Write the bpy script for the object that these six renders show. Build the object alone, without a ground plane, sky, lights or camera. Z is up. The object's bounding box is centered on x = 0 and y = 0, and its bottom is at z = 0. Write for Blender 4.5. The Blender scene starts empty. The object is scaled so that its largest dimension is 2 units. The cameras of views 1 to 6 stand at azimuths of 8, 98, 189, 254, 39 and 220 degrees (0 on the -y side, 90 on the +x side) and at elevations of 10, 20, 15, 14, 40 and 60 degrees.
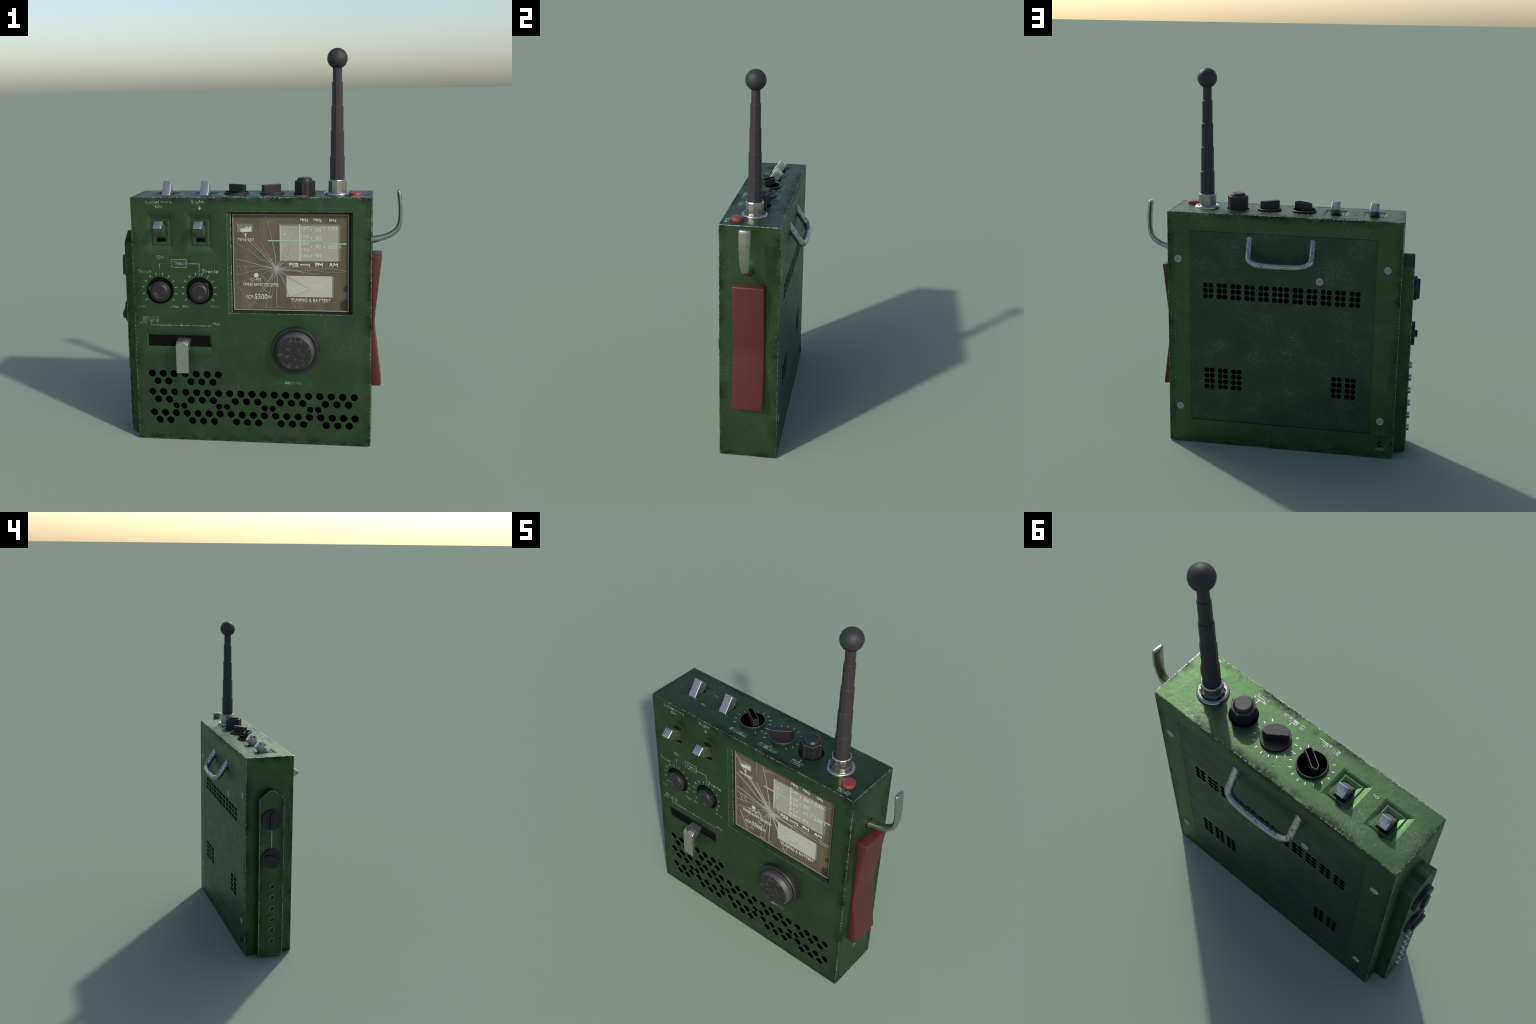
"""Worn green portable radio recorder with a telescopic antenna, built part by part."""
import bpy, bmesh, math, random
from mathutils import Vector, Matrix

random.seed(7)

# ------------------------------------------------------------------ frame
X0, X1 = -0.635, 0.580          # case, left / right
Y0, Y1 = -0.1535, 0.1495          # case, front / back
Z1 = 1.281                      # case top (bottom is z = 0)
BEVEL = 0.0045

# ------------------------------------------------------------------ materials
class Nodes:
    """Small helper that writes a node tree line by line."""
    def __init__(self, name):
        self.mat = bpy.data.materials.new(name)
        self.mat.use_nodes = True
        self.t = self.mat.node_tree
        self.t.nodes.clear()
        self.out = self.t.nodes.new("ShaderNodeOutputMaterial")
        self.bsdf = self.t.nodes.new("ShaderNodeBsdfPrincipled")
        self.t.links.new(self.bsdf.outputs[0], self.out.inputs[0])

    def put(self, sock, v):
        if isinstance(v, bpy.types.NodeSocket):
            self.t.links.new(v, sock)
        elif v is not None:
            sock.default_value = v

    def node(self, kind, **attrs):
        n = self.t.nodes.new(kind)
        for k, v in attrs.items():
            setattr(n, k, v)
        return n

    def math(self, op, a, b=0.0, c=None):
        n = self.node("ShaderNodeMath", operation=op)
        self.put(n.inputs[0], a)
        self.put(n.inputs[1], b)
        if c is not None:
            self.put(n.inputs[2], c)
        return n.outputs[0]

    def coords(self, scale=(1, 1, 1), which="Object"):
        tc = self.node("ShaderNodeTexCoord")
        m = self.node("ShaderNodeMapping")
        m.inputs["Scale"].default_value = scale
        self.t.links.new(tc.outputs[which], m.inputs["Vector"])
        return m.outputs[0]

    def noise(self, scale, detail=3.0, rough=0.55, vec=None, distort=0.0):
        n = self.node("ShaderNodeTexNoise")
        n.inputs["Scale"].default_value = scale
        n.inputs["Detail"].default_value = detail
        n.inputs["Roughness"].default_value = rough
        n.inputs["Distortion"].default_value = distort
        self.t.links.new(vec if vec is not None else self.coords(), n.inputs["Vector"])
        return n.outputs["Fac"]

    def ramp(self, fac, lo, hi, a=0.0, b=1.0):
        """Linear ramp from a to b while fac runs from lo to hi, clamped."""
        n = self.node("ShaderNodeMapRange")
        n.clamp = True
        self.put(n.inputs[0], fac)
        for i, v in zip((1, 2, 3, 4), (lo, hi, a, b)):
            self.put(n.inputs[i], v)
        return n.outputs[0]

    def mix(self, fac, a, b):
        n = self.node("ShaderNodeMix", data_type="RGBA")
        self.put(n.inputs[0], fac)
        self.put(n.inputs[6], (*a, 1) if isinstance(a, tuple) else a)
        self.put(n.inputs[7], (*b, 1) if isinstance(b, tuple) else b)
        return n.outputs[2]

    def bump(self, height, strength, dist):
        n = self.node("ShaderNodeBump")
        n.inputs["Strength"].default_value = strength
        n.inputs["Distance"].default_value = dist
        self.t.links.new(height, n.inputs["Height"])
        self.t.links.new(n.outputs[0], self.bsdf.inputs["Normal"])

    def done(self, color, rough=0.5, metal=0.0, spec=None):
        c = (*color, 1) if isinstance(color, tuple) else color
        self.put(self.bsdf.inputs["Base Color"], c)
        self.put(self.bsdf.inputs["Roughness"], rough)
        self.put(self.bsdf.inputs["Metallic"], metal)
        if spec is not None:
            self.bsdf.inputs["Specular IOR Level"].default_value = spec
        return self.mat


GREEN = (0.060, 0.117, 0.051)
GREEN_DARK = (0.034, 0.072, 0.030)
TEAL = (0.046, 0.088, 0.056)
BARE = (0.40, 0.39, 0.37)


def box_edge_distance(n, lo, hi):
    """Distance from a point on a box's surface to the nearest box edge."""
    sep = n.node("ShaderNodeSeparateXYZ")
    n.t.links.new(n.coords(), sep.inputs[0])
    d = []
    for i in range(3):
        a = n.math("SUBTRACT", sep.outputs[i], lo[i])
        b = n.math("SUBTRACT", hi[i], sep.outputs[i])
        d.append(n.math("MINIMUM", a, b))
    low = n.math("MINIMUM", d[0], d[1])
    high = n.math("MAXIMUM", d[0], d[1])
    return n.math("MAXIMUM", low, n.math("MINIMUM", high, d[2]))


def painted_metal(name, base, lo, hi, chips=0.0055, grime=1.0, haze=1.0):
    """Green enamel on metal: dust haze, fine scratches, grime and chipped edges."""
    n = Nodes(name)
    col = n.mix(n.ramp(n.noise(5.0, 4.0), 0.35, 0.68), base,
                tuple(c * k for c, k in zip(base, (0.86, 0.90, 0.92))))
    # rubbed, dusty patches
    patch = n.ramp(n.noise(6.5, 5.0, 0.62), 0.46, 0.72)
    fleck = n.ramp(n.noise(110.0, 4.0, 0.7), 0.46, 0.72)
    dust = n.math("MULTIPLY", n.math("MULTIPLY", patch, fleck), 0.55 * haze)
    col = n.mix(dust, col, (0.25, 0.28, 0.24))
    # hair scratches: thin bands of stretched noise in two directions
    for k, sc in enumerate(((3.0, 26.0, 55.0), (60.0, 30.0, 4.0))):
        v = n.node("ShaderNodeVectorRotate", rotation_type="EULER_XYZ")
        n.t.links.new(n.coords(sc), v.inputs["Vector"])
        v.inputs["Rotation"].default_value = (0.5 + k, 0.9, 0.4)
        s = n.noise(1.0, 2.0, 0.5, vec=v.outputs[0], distort=0.4)
        line = n.math("SUBTRACT", 1.0, n.ramp(n.math("ABSOLUTE", n.math("SUBTRACT", s, 0.5)), 0.0, 0.006))
        keep = n.ramp(n.noise(4.0 + 2 * k, 2.0), 0.58, 0.70)
        col = n.mix(n.math("MULTIPLY", n.math("MULTIPLY", line, keep), 0.26 * haze), col, (0.27, 0.31, 0.26))
    rough = n.ramp(n.noise(14.0, 4.0), 0.3, 0.7, 0.40, 0.52)
    metal = 0.92
    if lo is not None:
        e = box_edge_distance(n, lo, hi)
        # patchy grime along the edges
        g = n.math("MULTIPLY", n.ramp(n.noise(9.0, 5.0, 0.65), 0.41, 0.60), n.ramp(n.noise(75.0, 4.0, 0.65), 0.30, 0.58, 0.25, 1.0))
        g = n.math("MULTIPLY", g, n.ramp(e, 0.008, 0.048, 0.95 * grime, 0.0))
        col = n.mix(g, col, (0.020, 0.019, 0.016))
        rough = n.ramp(g, 0.0, 1.0, rough, 0.68)
        # chipped bare edge
        w = n.math("MULTIPLY", n.ramp(n.noise(120.0, 4.0, 0.65), 0.42, 0.70, 0.0, chips * 1.35), n.ramp(n.noise(7.0, 3.0), 0.36, 0.56, 0.35, 1.0))
        chip = n.math("LESS_THAN", e, w)
        col = n.mix(chip, col, BARE)
        rough = n.mix(chip, n_to_col(n, rough), (0.42, 0.42, 0.42))
    pits = n.math("MULTIPLY", n.ramp(n.noise(58.0, 2.0, 0.5), 0.66, 0.76), n.ramp(n.noise(6.0, 2.0), 0.45, 0.6))
    dents = n.math("SUBTRACT", n.math("MULTIPLY", n.noise(40.0, 3.0, 0.5), 0.45), pits)
    n.bump(dents, 0.30, 0.004)
    return n.done(col, rough, metal)


def n_to_col(n, v):
    c = n.node("ShaderNodeCombineXYZ")
    for i in range(3):
        n.put(c.inputs[i], v)
    return c.outputs[0]


def rusty_chrome(name, amount=0.0, rough=0.24, tone=1.0, veil=0.60, grain=1.0):
    n = Nodes(name)
    spot = n.ramp(n.noise(75.0 * grain, 5.0, 0.65), 0.56 - amount, 0.64 - amount)
    area = n.ramp(n.noise(22.0 * grain, 3.0), 0.42, 0.56)
    rust = n.math("MULTIPLY", spot, area)
    film = n.ramp(n.noise(45.0, 4.0), 0.36, 0.70, 0.0, veil)
    col = n.mix(film, tuple(c * tone for c in (0.46, 0.455, 0.43)), (0.30, 0.26, 0.22))
    col = n.mix(rust, col, (0.165, 0.085, 0.040))
    r = n.math("ADD", n.ramp(rust, 0.0, 1.0, rough, 0.72), n.math("MULTIPLY", film, 0.15))
    m = n.ramp(rust, 0.0, 1.0, 0.96, 0.40)
    n.bump(n.noise(120.0, 2.0), 0.05, 0.002)
    return n.done(col, r, m)


def plastic(name, base, rough=0.45, dirt=0.0, spec=0.5, fleck=0.12):
    n = Nodes(name)
    col = n.mix(n.ramp(n.noise(60.0, 4.0), 0.48, 0.76, 0.0, fleck), base,
                tuple(min(1.0, c * 1.7 + 0.006) for c in base))
    if dirt:
        d = n.ramp(n.noise(38.0, 6.0, 0.72), 0.53, 0.64, 0.0, dirt)
        col = n.mix(d, col, (0.100, 0.084, 0.050))
    n.bump(n.noise(160.0, 2.0), 0.06, 0.001)
    return n.done(col, rough, 0.0, spec)


def print_ink(name, color, under, worn):
    """Silk-screen print, partly rubbed through to the paint below."""
    n = Nodes(name)
    w = n.math("ADD", n.ramp(n.noise(60.0, 4.0, 0.6), 0.46, 0.58, 0.0, worn),
               n.ramp(n.noise(17.0, 2.0), 0.50, 0.62, 0.0, worn * 0.7))
    return n.done(n.mix(n.math("MINIMUM", w, 0.92), color, under), 0.48, 0.7, 0.4)


CASE_LO, CASE_HI = (X0, Y0, 0.0), (X1, Y1, Z1)
M_CASE = painted_metal("green_enamel", GREEN, CASE_LO, CASE_HI)
M_RECESS = painted_metal("green_enamel_recess", GREEN, None, None)
M_COVER = painted_metal("teal_enamel", TEAL, None, None, haze=1.25)
M_SIDE = painted_metal("green_enamel_panel", tuple(c * 0.95 for c in GREEN),
                       (-0.6945, -0.0792, 0.0080), (-0.55, 0.0792, 1.20), chips=0.003, grime=0.8)
n_ = Nodes("hole_black"); M_HOLE = n_.done((0.0, 0.0, 0.0), 1.0, 0.0, 0.0)
n_ = Nodes("slot_black"); M_SLOT = n_.done((0.0035, 0.0035, 0.0035), 0.8, 0.0, 0.08)
M_PLASTIC = plastic("black_plastic", (0.0125, 0.0125, 0.0135), 0.46, spec=0.42)
M_ANTENNA = plastic("antenna_black", (0.025, 0.025, 0.025), 0.58, fleck=0.12, spec=0.42)
M_CAP = plastic("dirty_black_plastic", (0.014, 0.014, 0.0145), 0.60, dirt=0.85, spec=0.4)
M_EDGE = plastic("plastic_edge_highlight", (0.048, 0.047, 0.047), 0.5)  # black plastic lightened to paint the highlight along knob edges
M_RED = plastic("dark_red_plastic", (0.076, 0.0125, 0.0105), 0.50, fleck=0.08)
M_BUTTON = plastic("bright_red_plastic", (0.185, 0.030, 0.030), 0.5, fleck=0.10)
M_CHROME = rusty_chrome("rusty_chrome")
M_LEVER = rusty_chrome("lever_chrome", 0.02, 0.32, 1.20, 0.45, 0.6)
M_RING = rusty_chrome("polished_chrome", -0.01, 0.20)
M_HANDLE = rusty_chrome("rusty_handle_chrome", 0.035, 0.30)
M_ZINC = plastic("dull_zinc", (0.29, 0.32, 0.28), 0.6, fleck=0.35)
M_ZINCLINE = plastic("zinc_slot", (0.16, 0.17, 0.15), 0.7)
M_INK = print_ink("worn_white_print", (0.58, 0.61, 0.58), GREEN, 0.78)
M_TICK = print_ink("white_print", (0.52, 0.55, 0.53), GREEN, 0.18)
M_FAINT = print_ink("faint_print", (0.40, 0.45, 0.41), GREEN, 0.80)

n_ = Nodes("smoked_brown_panel")
v_ = n_.coords((14.0, 1.0, 2.2))
c_ = n_.mix(n_.ramp(n_.noise(1.0, 3.0, vec=v_), 0.38, 0.66), (0.096, 0.079, 0.050), (0.136, 0.106, 0.069))
c_ = n_.mix(n_.ramp(n_.noise(5.5, 3.0), 0.56, 0.72, 0.0, 0.5), c_, (0.074, 0.066, 0.041))
for cx0, cz0, rad in ((0.458, 0.727, 0.045), (0.457, 0.818, 0.022)):      # damp stains creeping in at the right edge
    d_ = n_.node("ShaderNodeVectorMath", operation="DISTANCE")
    n_.t.links.new(n_.coords(), d_.inputs[0])
    d_.inputs[1].default_value = (cx0, -0.1265, cz0)
    r_ = n_.math("ADD", d_.outputs["Value"], n_.math("MULTIPLY", n_.math("SUBTRACT", n_.noise(45.0, 4.0), 0.5), 0.03))
    c_ = n_.mix(n_.ramp(r_, rad * 0.65, rad, 0.85, 0.0), c_, (0.020, 0.020, 0.013))
M_PANEL = n_.done(c_, 0.38, 0.0, 0.25)
n_ = Nodes("yellowed_window")
c_ = n_.mix(n_.ramp(n_.noise(7.0, 3.0), 0.40, 0.66), (0.31, 0.305, 0.235), (0.34, 0.31, 0.24))
M_WINDOW = n_.done(c_, 0.4, 0.0, 0.4)
n_ = Nodes("yellowed_meter")
c_ = n_.mix(n_.ramp(n_.noise(9.0, 3.0), 0.40, 0.66), (0.41, 0.405, 0.315), (0.44, 0.42, 0.325))
M_METER = n_.done(c_, 0.4, 0.0, 0.4)
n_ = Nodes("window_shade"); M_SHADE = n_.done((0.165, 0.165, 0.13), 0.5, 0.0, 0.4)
n_ = Nodes("display_print"); M_DTEXT = n_.done((0.52, 0.51, 0.46), 0.5, 0.0, 0.4)
n_ = Nodes("display_print_dim"); M_DDIM = n_.done((0.54, 0.53, 0.42), 0.5, 0.0, 0.4)
n_ = Nodes("display_print_bold"); M_DBOLD = n_.done((0.58, 0.59, 0.57), 0.5, 0.0, 0.4)
n_ = Nodes("pointer_green"); M_NEEDLE = n_.done((0.27, 0.46, 0.30), 0.45, 0.0, 0.5)
n_ = Nodes("blue_mark"); M_BLUE = n_.done((0.28, 0.47, 0.58), 0.45, 0.0, 0.5)
n_ = Nodes("crack_white"); M_CRACK = n_.done((0.33, 0.325, 0.30), 0.5, 0.0, 0.4)
n_ = Nodes("glass_edge"); M_GLASSEDGE = n_.done((0.22, 0.205, 0.18), 0.3, 0.0, 0.5)
n_ = Nodes("gasket_black"); M_GASKET = n_.done((0.022, 0.024, 0.018), 0.6, 0.0, 0.3)

# ------------------------------------------------------------------ objects
ROOT = bpy.data.objects.new("portable_radio", None)
bpy.context.scene.collection.objects.link(ROOT)
ROOT["label"] = "worn dark green portable radio with cracked dial and stubby antenna"
ROOT["category"] = "radio"


def link(name, mesh, parent=ROOT, matrix=None):
    ob = bpy.data.objects.new(name, mesh)
    bpy.context.scene.collection.objects.link(ob)
    ob.parent = parent
    if matrix is not None:
        ob.matrix_local = matrix
    return ob


def group(name, parent=ROOT):
    ob = bpy.data.objects.new(name, None)
    bpy.context.scene.collection.objects.link(ob)
    ob.parent = parent
    return ob


def to_mesh(bm, name, mats, smooth=None, weld=True):
    if weld:
        bmesh.ops.remove_doubles(bm, verts=bm.verts, dist=1e-6)
    bmesh.ops.recalc_face_normals(bm, faces=bm.faces)
    me = bpy.data.meshes.new(name)
    bm.to_mesh(me)
    bm.free()
    for m in (mats if isinstance(mats, (list, tuple)) else [mats]):
        me.materials.append(m)
    if smooth is not None:
        for p in me.polygons:
            p.use_smooth = True
        me.set_sharp_from_angle(angle=math.radians(smooth))
    return me


def box_into(bm, lo, hi, mat=0):
    v = [bm.verts.new((x, y, z)) for x in (lo[0], hi[0]) for y in (lo[1], hi[1]) for z in (lo[2], hi[2])]
    for q in ((0, 1, 3, 2), (4, 6, 7, 5), (0, 4, 5, 1), (2, 3, 7, 6), (0, 2, 6, 4), (1, 5, 7, 3)):
        bm.faces.new([v[i] for i in q]).material_index = mat


def bevel_all(bm, width, segs=2, min_angle=20):
    es = [e for e in bm.edges if len(e.link_faces) == 2 and e.calc_face_angle(0) > math.radians(min_angle)]
    bmesh.ops.bevel(bm, geom=es, offset=width, segments=segs, profile=0.6, affect="EDGES", clamp_overlap=True)


def box_mesh(name, lo, hi, mat, bevel=0.0, segs=2):
    bm = bmesh.new()
    box_into(bm, lo, hi)
    bmesh.ops.recalc_face_normals(bm, faces=bm.faces)
    if bevel:
        bevel_all(bm, bevel, segs)
    return to_mesh(bm, name, mat)


def loft_into(bm, rings, mats=None, cap0=True, cap1=True, cap_mats=(0, 0)):
    """Skin a list of vertex rings (equal counts)."""
    rows = [[bm.verts.new(p) for p in r] for r in rings]
    for k in range(len(rows) - 1):
        a, b = rows[k], rows[k + 1]
        m = len(a)
        for i in range(m):
            f = bm.faces.new((a[i], a[(i + 1) % m], b[(i + 1) % m], b[i]))
            f.material_index = mats[k] if mats else 0
    if cap0:
        bm.faces.new(rows[0]).material_index = cap_mats[0]
    if cap1:
        bm.faces.new(rows[-1][::-1]).material_index = cap_mats[1]


AXES = {  # out-of-surface direction -> map of (a, b, out) to world offsets
    "z+": lambda a, b, h: Vector((a, b, h)),
    "y-": lambda a, b, h: Vector((a, -h, b)),
    "y+": lambda a, b, h: Vector((-a, h, b)),
    "x-": lambda a, b, h: Vector((-h, -a, b)),
    "x+": lambda a, b, h: Vector((h, a, b)),
}


def lathe_into(bm, center, axis, profile, segs, mats=None, phase=0.0, cap0=True, cap1=True, cap_mats=(0, 0)):
    """profile: list of (radius, height out of the surface)."""
    f = AXES[axis]
    c = Vector(center)
    rings = []
    for r, h in profile:
        rings.append([c + f(r * math.cos(phase + 2 * math.pi * i / segs), r * math.sin(phase + 2 * math.pi * i / segs), h)
                      for i in range(segs)])
    loft_into(bm, rings, mats, cap0, cap1, cap_mats)


def lathe(name, center, axis, profile, segs, mat, smooth=40, mats=None, phase=0.0, cap_mats=(0, 0)):
    bm = bmesh.new()
    lathe_into(bm, center, axis, profile, segs, mats, phase, cap_mats=cap_mats)
    return to_mesh(bm, name, mat, smooth)


def rect_ring(axis, center, x0, x1, y0, y1, h):
    f = AXES[axis]
    c = Vector(center)
    return [c + f(a, b, h) for a, b in ((x0, y0), (x1, y0), (x1, y1), (x0, y1))]


# ------------------------------------------------------------------ hole layout
# speaker grille on the front: rows at a 58 mm pitch, with triples between
PITCH = 0.0583
speaker = []
def grille_row(z, start, count, r=0.0190):
    for i in range(count):
        speaker.append((start + PITCH * i, z, r))
def grille_gaps(z, start, groups, r=0.0190):
    i = 0
    for g in groups:
        for k in range(g):
            speaker.append((start + PITCH * (i + k), z, r))
        i += g + 1
grille_row(0.3580, -0.5530, 7)
grille_gaps(0.3165, -0.5240, (2, 3))
grille_row(0.2582, -0.5535, 19)
grille_gaps(0.2172, -0.5245, (2, 3, 3, 3, 3))
for gx in (-0.4294, -0.2028, 0.0359, 0.2716):
    speaker.append((gx, 0.1850, 0.0163))
    speaker.append((gx + 0.0414, 0.1850, 0.0163))
grille_row(0.1446, -0.5485, 19)
grille_gaps(0.1040, -0.5205, (2, 3, 3, 3, 3))

# vents in the back cover: paired columns, three tall, and two low blocks
vents = []
cols = []
for k in range(5):
    cols += [0.3784 - 0.0733 * k, 0.3487 - 0.0733 * k]
cols += [0.0122, -0.0190, -0.0503]
for k in range(5):
    cols += [-0.0936 - 0.0735 * k, -0.1234 - 0.0735 * k]
for x in cols:
    for z in (0.8975, 0.8670, 0.8365):
        vents.append((x, z))
for x in (0.3725, 0.3425, 0.2994, 0.2696, 0.2271, 0.1965, -0.3082, -0.3380, -0.3812, -0.4111):
    for k in range(4):
        vents.append((x, 0.4249 - 0.0311 * k))

# ------------------------------------------------------------------ case (one box, everything cut out of it)
bm = bmesh.new()
box_into(bm, (X0, Y0, 0.0), (X1, Y1, Z1))
bmesh.ops.recalc_face_normals(bm, faces=bm.faces)
bevel_all(bm, BEVEL, 2)
case_me = to_mesh(bm, "case", [M_CASE, M_RECESS, M_HOLE, M_SLOT, M_GASKET])
case = link("case", case_me)

cut = bmesh.new()
G, R_, H_, S_, K_ = 0, 1, 2, 3, 4
for x, z, r in speaker:
    lathe_into(cut, (x, Y0, z), "y-", [(r + 0.004, 0.003), (r + 0.0007, 0.0), (r, -0.0009), (r, -0.0040)], 28,
               mats=[R_, R_, H_], cap_mats=(R_, H_))

# switch wells: outer slope, flat land, inner slope, black slot
def switch_well(axis, center, outer, land, inner, slot):
    d1, d2, d3 = -0.0065, -0.0085, -0.0100
    grow = [outer[0] - 0.004, outer[1] + 0.004, outer[2] - 0.004, outer[3] + 0.004]
    lip = [o + (l - o) * 0.45 for o, l in zip(outer, land)]
    rings = [rect_ring(axis, center, *grow, 0.0025), rect_ring(axis, center, *outer, 0.0), rect_ring(axis, center, *lip, d1 * 0.22),
             rect_ring(axis, center, *land, d1), rect_ring(axis, center, *[land[0] + .004, land[1] - .004, land[2] + .004, land[3] - .004], d1 + 0.003),
             rect_ring(axis, center, *inner, d1 + 0.003),
             rect_ring(axis, center, *slot, d2), rect_ring(axis, center, *slot, d3)]
    loft_into(cut, rings, mats=[R_, R_, R_, R_, R_, R_, S_], cap_mats=(R_, S_))

FRONT_SWITCH_X = (-0.4810, -0.2775)
TOP_SWITCH_X = (-0.4785, -0.2785)
for sx in FRONT_SWITCH_X:
    switch_well("y-", (sx, Y0, 1.102), (-0.082, 0.078, -0.112, 0.114), (-0.048, 0.044, -0.068, 0.067),
                (-0.036, 0.034, -0.057, 0.055), (-0.0225, 0.0225, -0.050, 0.040))
for sx in TOP_SWITCH_X:
    switch_well("z+", (sx, -0.004, Z1), (-0.068, 0.066, -0.073, 0.072), (-0.047, 0.046, -0.058, 0.057),
                (-0.040, 0.039, -0.050, 0.049), (-0.026, 0.026, -0.036, 0.044))

# volume slot
rings = [rect_ring("y-", (0, Y0, 0), -0.588, -0.214, 0.462, 0.592, 0.003),
         rect_ring("y-", (0, Y0, 0), -0.582, -0.220, 0.468, 0.587, 0.0),
         rect_ring("y-", (0, Y0, 0), -0.5735, -0.2310, 0.4860, 0.5750, -0.0015),
         rect_ring("y-", (0, Y0, 0), -0.5655, -0.2405, 0.5055, 0.5640, -0.0055),
         rect_ring("y-", (0, Y0, 0), -0.5655, -0.2405, 0.5055, 0.5640, -0.0070)]
loft_into(cut, rings, mats=[R_, R_, R_, S_], cap_mats=(R_, S_))

# tone knob wells, antenna well, tuning knob well
TONE = ((-0.4945, 0.8005), (-0.2892, 0.8015))
for x, z in TONE:
    lathe_into(cut, (x, Y0, z), "y-", [(0.075, 0.003), (0.0705, 0.0), (0.0680, -0.003), (0.0680, -0.0055)], 40,
               mats=[R_, R_, S_], cap_mats=(R_, S_))
KNOB_TUNE = (0.2370, -0.0045)
lathe_into(cut, (*KNOB_TUNE, Z1), "z+", [(0.0645, 0.003), (0.0610, 0.0), (0.0595, -0.002), (0.0595, -0.0035)], 40,
           mats=[R_, R_, S_], cap_mats=(R_, S_))
# hook socket in the right side
HOOK = (-0.004, 1.049)
lathe_into(cut, (X1, HOOK[0], HOOK[1]), "x+", [(0.031, 0.003), (0.0285, 0.0), (0.0262, -0.002), (0.0262, -0.007)], 24,
           mats=[R_, R_, R_], cap_mats=(R_, R_))

# display opening with sloped reveals
rings = [rect_ring("y-", (0, Y0, 0), -0.1430, 0.4895, 0.6860, 1.2100, 0.003),
         rect_ring("y-", (0, Y0, 0), -0.1400, 0.4870, 0.6890, 1.2075, 0.0),
         rect_ring("y-", (0, Y0, 0), -0.1245, 0.4755, 0.6950, 1.1985, -0.0170),
         rect_ring("y-", (0, Y0, 0), -0.1245, 0.4755, 0.6950, 1.1985, -0.0340)]
loft_into(cut, rings, mats=[R_, R_, K_], cap_mats=(R_, K_))

# back cover recess (black behind the vents) and the power inlet
COVER = (-0.5055, 0.4600, 0.1345, 1.1850)
loft_into(cut, [rect_ring("y+", (0, Y1, 0), -COVER[1], -COVER[0], COVER[2], COVER[3], h) for h in (0.003, 0.0, -0.007)],
          mats=[R_, R_], cap_mats=(R_, H_))
inlet = [[(-0.521, 0.123), (-0.629, 0.123), (-0.588, 0.042), (-0.540, 0.042)],
         [(-0.521, 0.123), (-0.629, 0.123), (-0.588, 0.042), (-0.540, 0.042)],
         [(-0.536, 0.1135), (-0.592, 0.1135), (-0.582, 0.0545), (-0.546, 0.0545)]]
loft_into(cut, [[Vector((x, y, z)) for x, z in r] for r, y in zip(inlet, (Y1 + 0.003, Y1, Y1 - 0.004))],
          mats=[R_, R_], cap_mats=(R_, R_))

cut_me = to_mesh(cut, "cutters", [M_CASE, M_RECESS, M_HOLE, M_SLOT, M_GASKET], weld=False)


def apply_boolean(ob, cutter_mesh):
    cutter = bpy.data.objects.new("cutter", cutter_mesh)
    bpy.context.scene.collection.objects.link(cutter)
    mod = ob.modifiers.new("cut", "BOOLEAN")
    mod.operation, mod.solver, mod.object = "DIFFERENCE", "EXACT", cutter
    mod.use_self = False
    mod.material_mode = "TRANSFER"
    dg = bpy.context.evaluated_depsgraph_get()
    me = bpy.data.meshes.new_from_object(ob.evaluated_get(dg))
    ob.modifiers.clear()
    old = ob.data
    ob.data = me
    me.name = ob.name
    bpy.data.objects.remove(cutter)
    bpy.data.meshes.remove(cutter_mesh)
    bpy.data.meshes.remove(old)


apply_boolean(case, cut_me)

# ------------------------------------------------------------------ back cover
COVER_Y = Y1 - 0.0004
cover_me = box_mesh("back_cover", (COVER[0] + 0.0003, Y1 - 0.006, COVER[2] + 0.0022),
                    (COVER[1] - 0.0003, COVER_Y, COVER[3] - 0.0012), M_COVER, 0.001, 1)
cover_me.materials.append(M_HOLE)
cover = link("back_cover", cover_me)
cut = bmesh.new()
for x, z in vents:
    lathe_into(cut, (x, COVER_Y, z), "y+", [(0.0137, 0.003), (0.0137, -0.020)], 24, mats=[1], cap_mats=(1, 1))
apply_boolean(cover, to_mesh(cut, "cutters", [M_COVER, M_HOLE], weld=False))

# ------------------------------------------------------------------ screws
bm = bmesh.new()
lathe_into(bm, (0, 0, 0), "y+", [(0.0195, -0.003), (0.0195, 0.0008), (0.0172, 0.0016)], 28)
screw_me = to_mesh(bm, "screw", M_ZINC, 30)
bm = bmesh.new()
box_into(bm, (-0.0135, 0.0012, -0.0012), (0.0135, 0.0021, 0.0012))
slot_me = to_mesh(bm, "screw_slot", M_ZINCLINE)
for (x, z, y, angles) in ((0.5235, 1.030, Y1, (-35,)), (-0.5623, 1.0305, Y1, (8,)), (-0.2193, 0.9503, COVER_Y, (45, -45)),
                          (0.5199, 0.2074, Y1, (-50,)), (-0.5588, 0.2081, Y1, (45, -45))):
    s = link("screw", screw_me, ROOT, Matrix.Translation((x, y, z)))
    for a in angles:
        link("screw_slot", slot_me, s, Matrix.Rotation(math.radians(a), 4, "Y"))

# ------------------------------------------------------------------ power inlet sockets
for z in (0.0918, 0.0712):
    link("inlet_socket", lathe("inlet_socket", (-0.5625, Y1 - 0.005, z), "y+",
         [(0.0105, 0.0), (0.0105, 0.013), (0.0075, 0.013), (0.0070, 0.004)], 20, [M_EDGE, M_HOLE], 40,
         mats=[0, 0, 1], cap_mats=(0, 1)))

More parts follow.
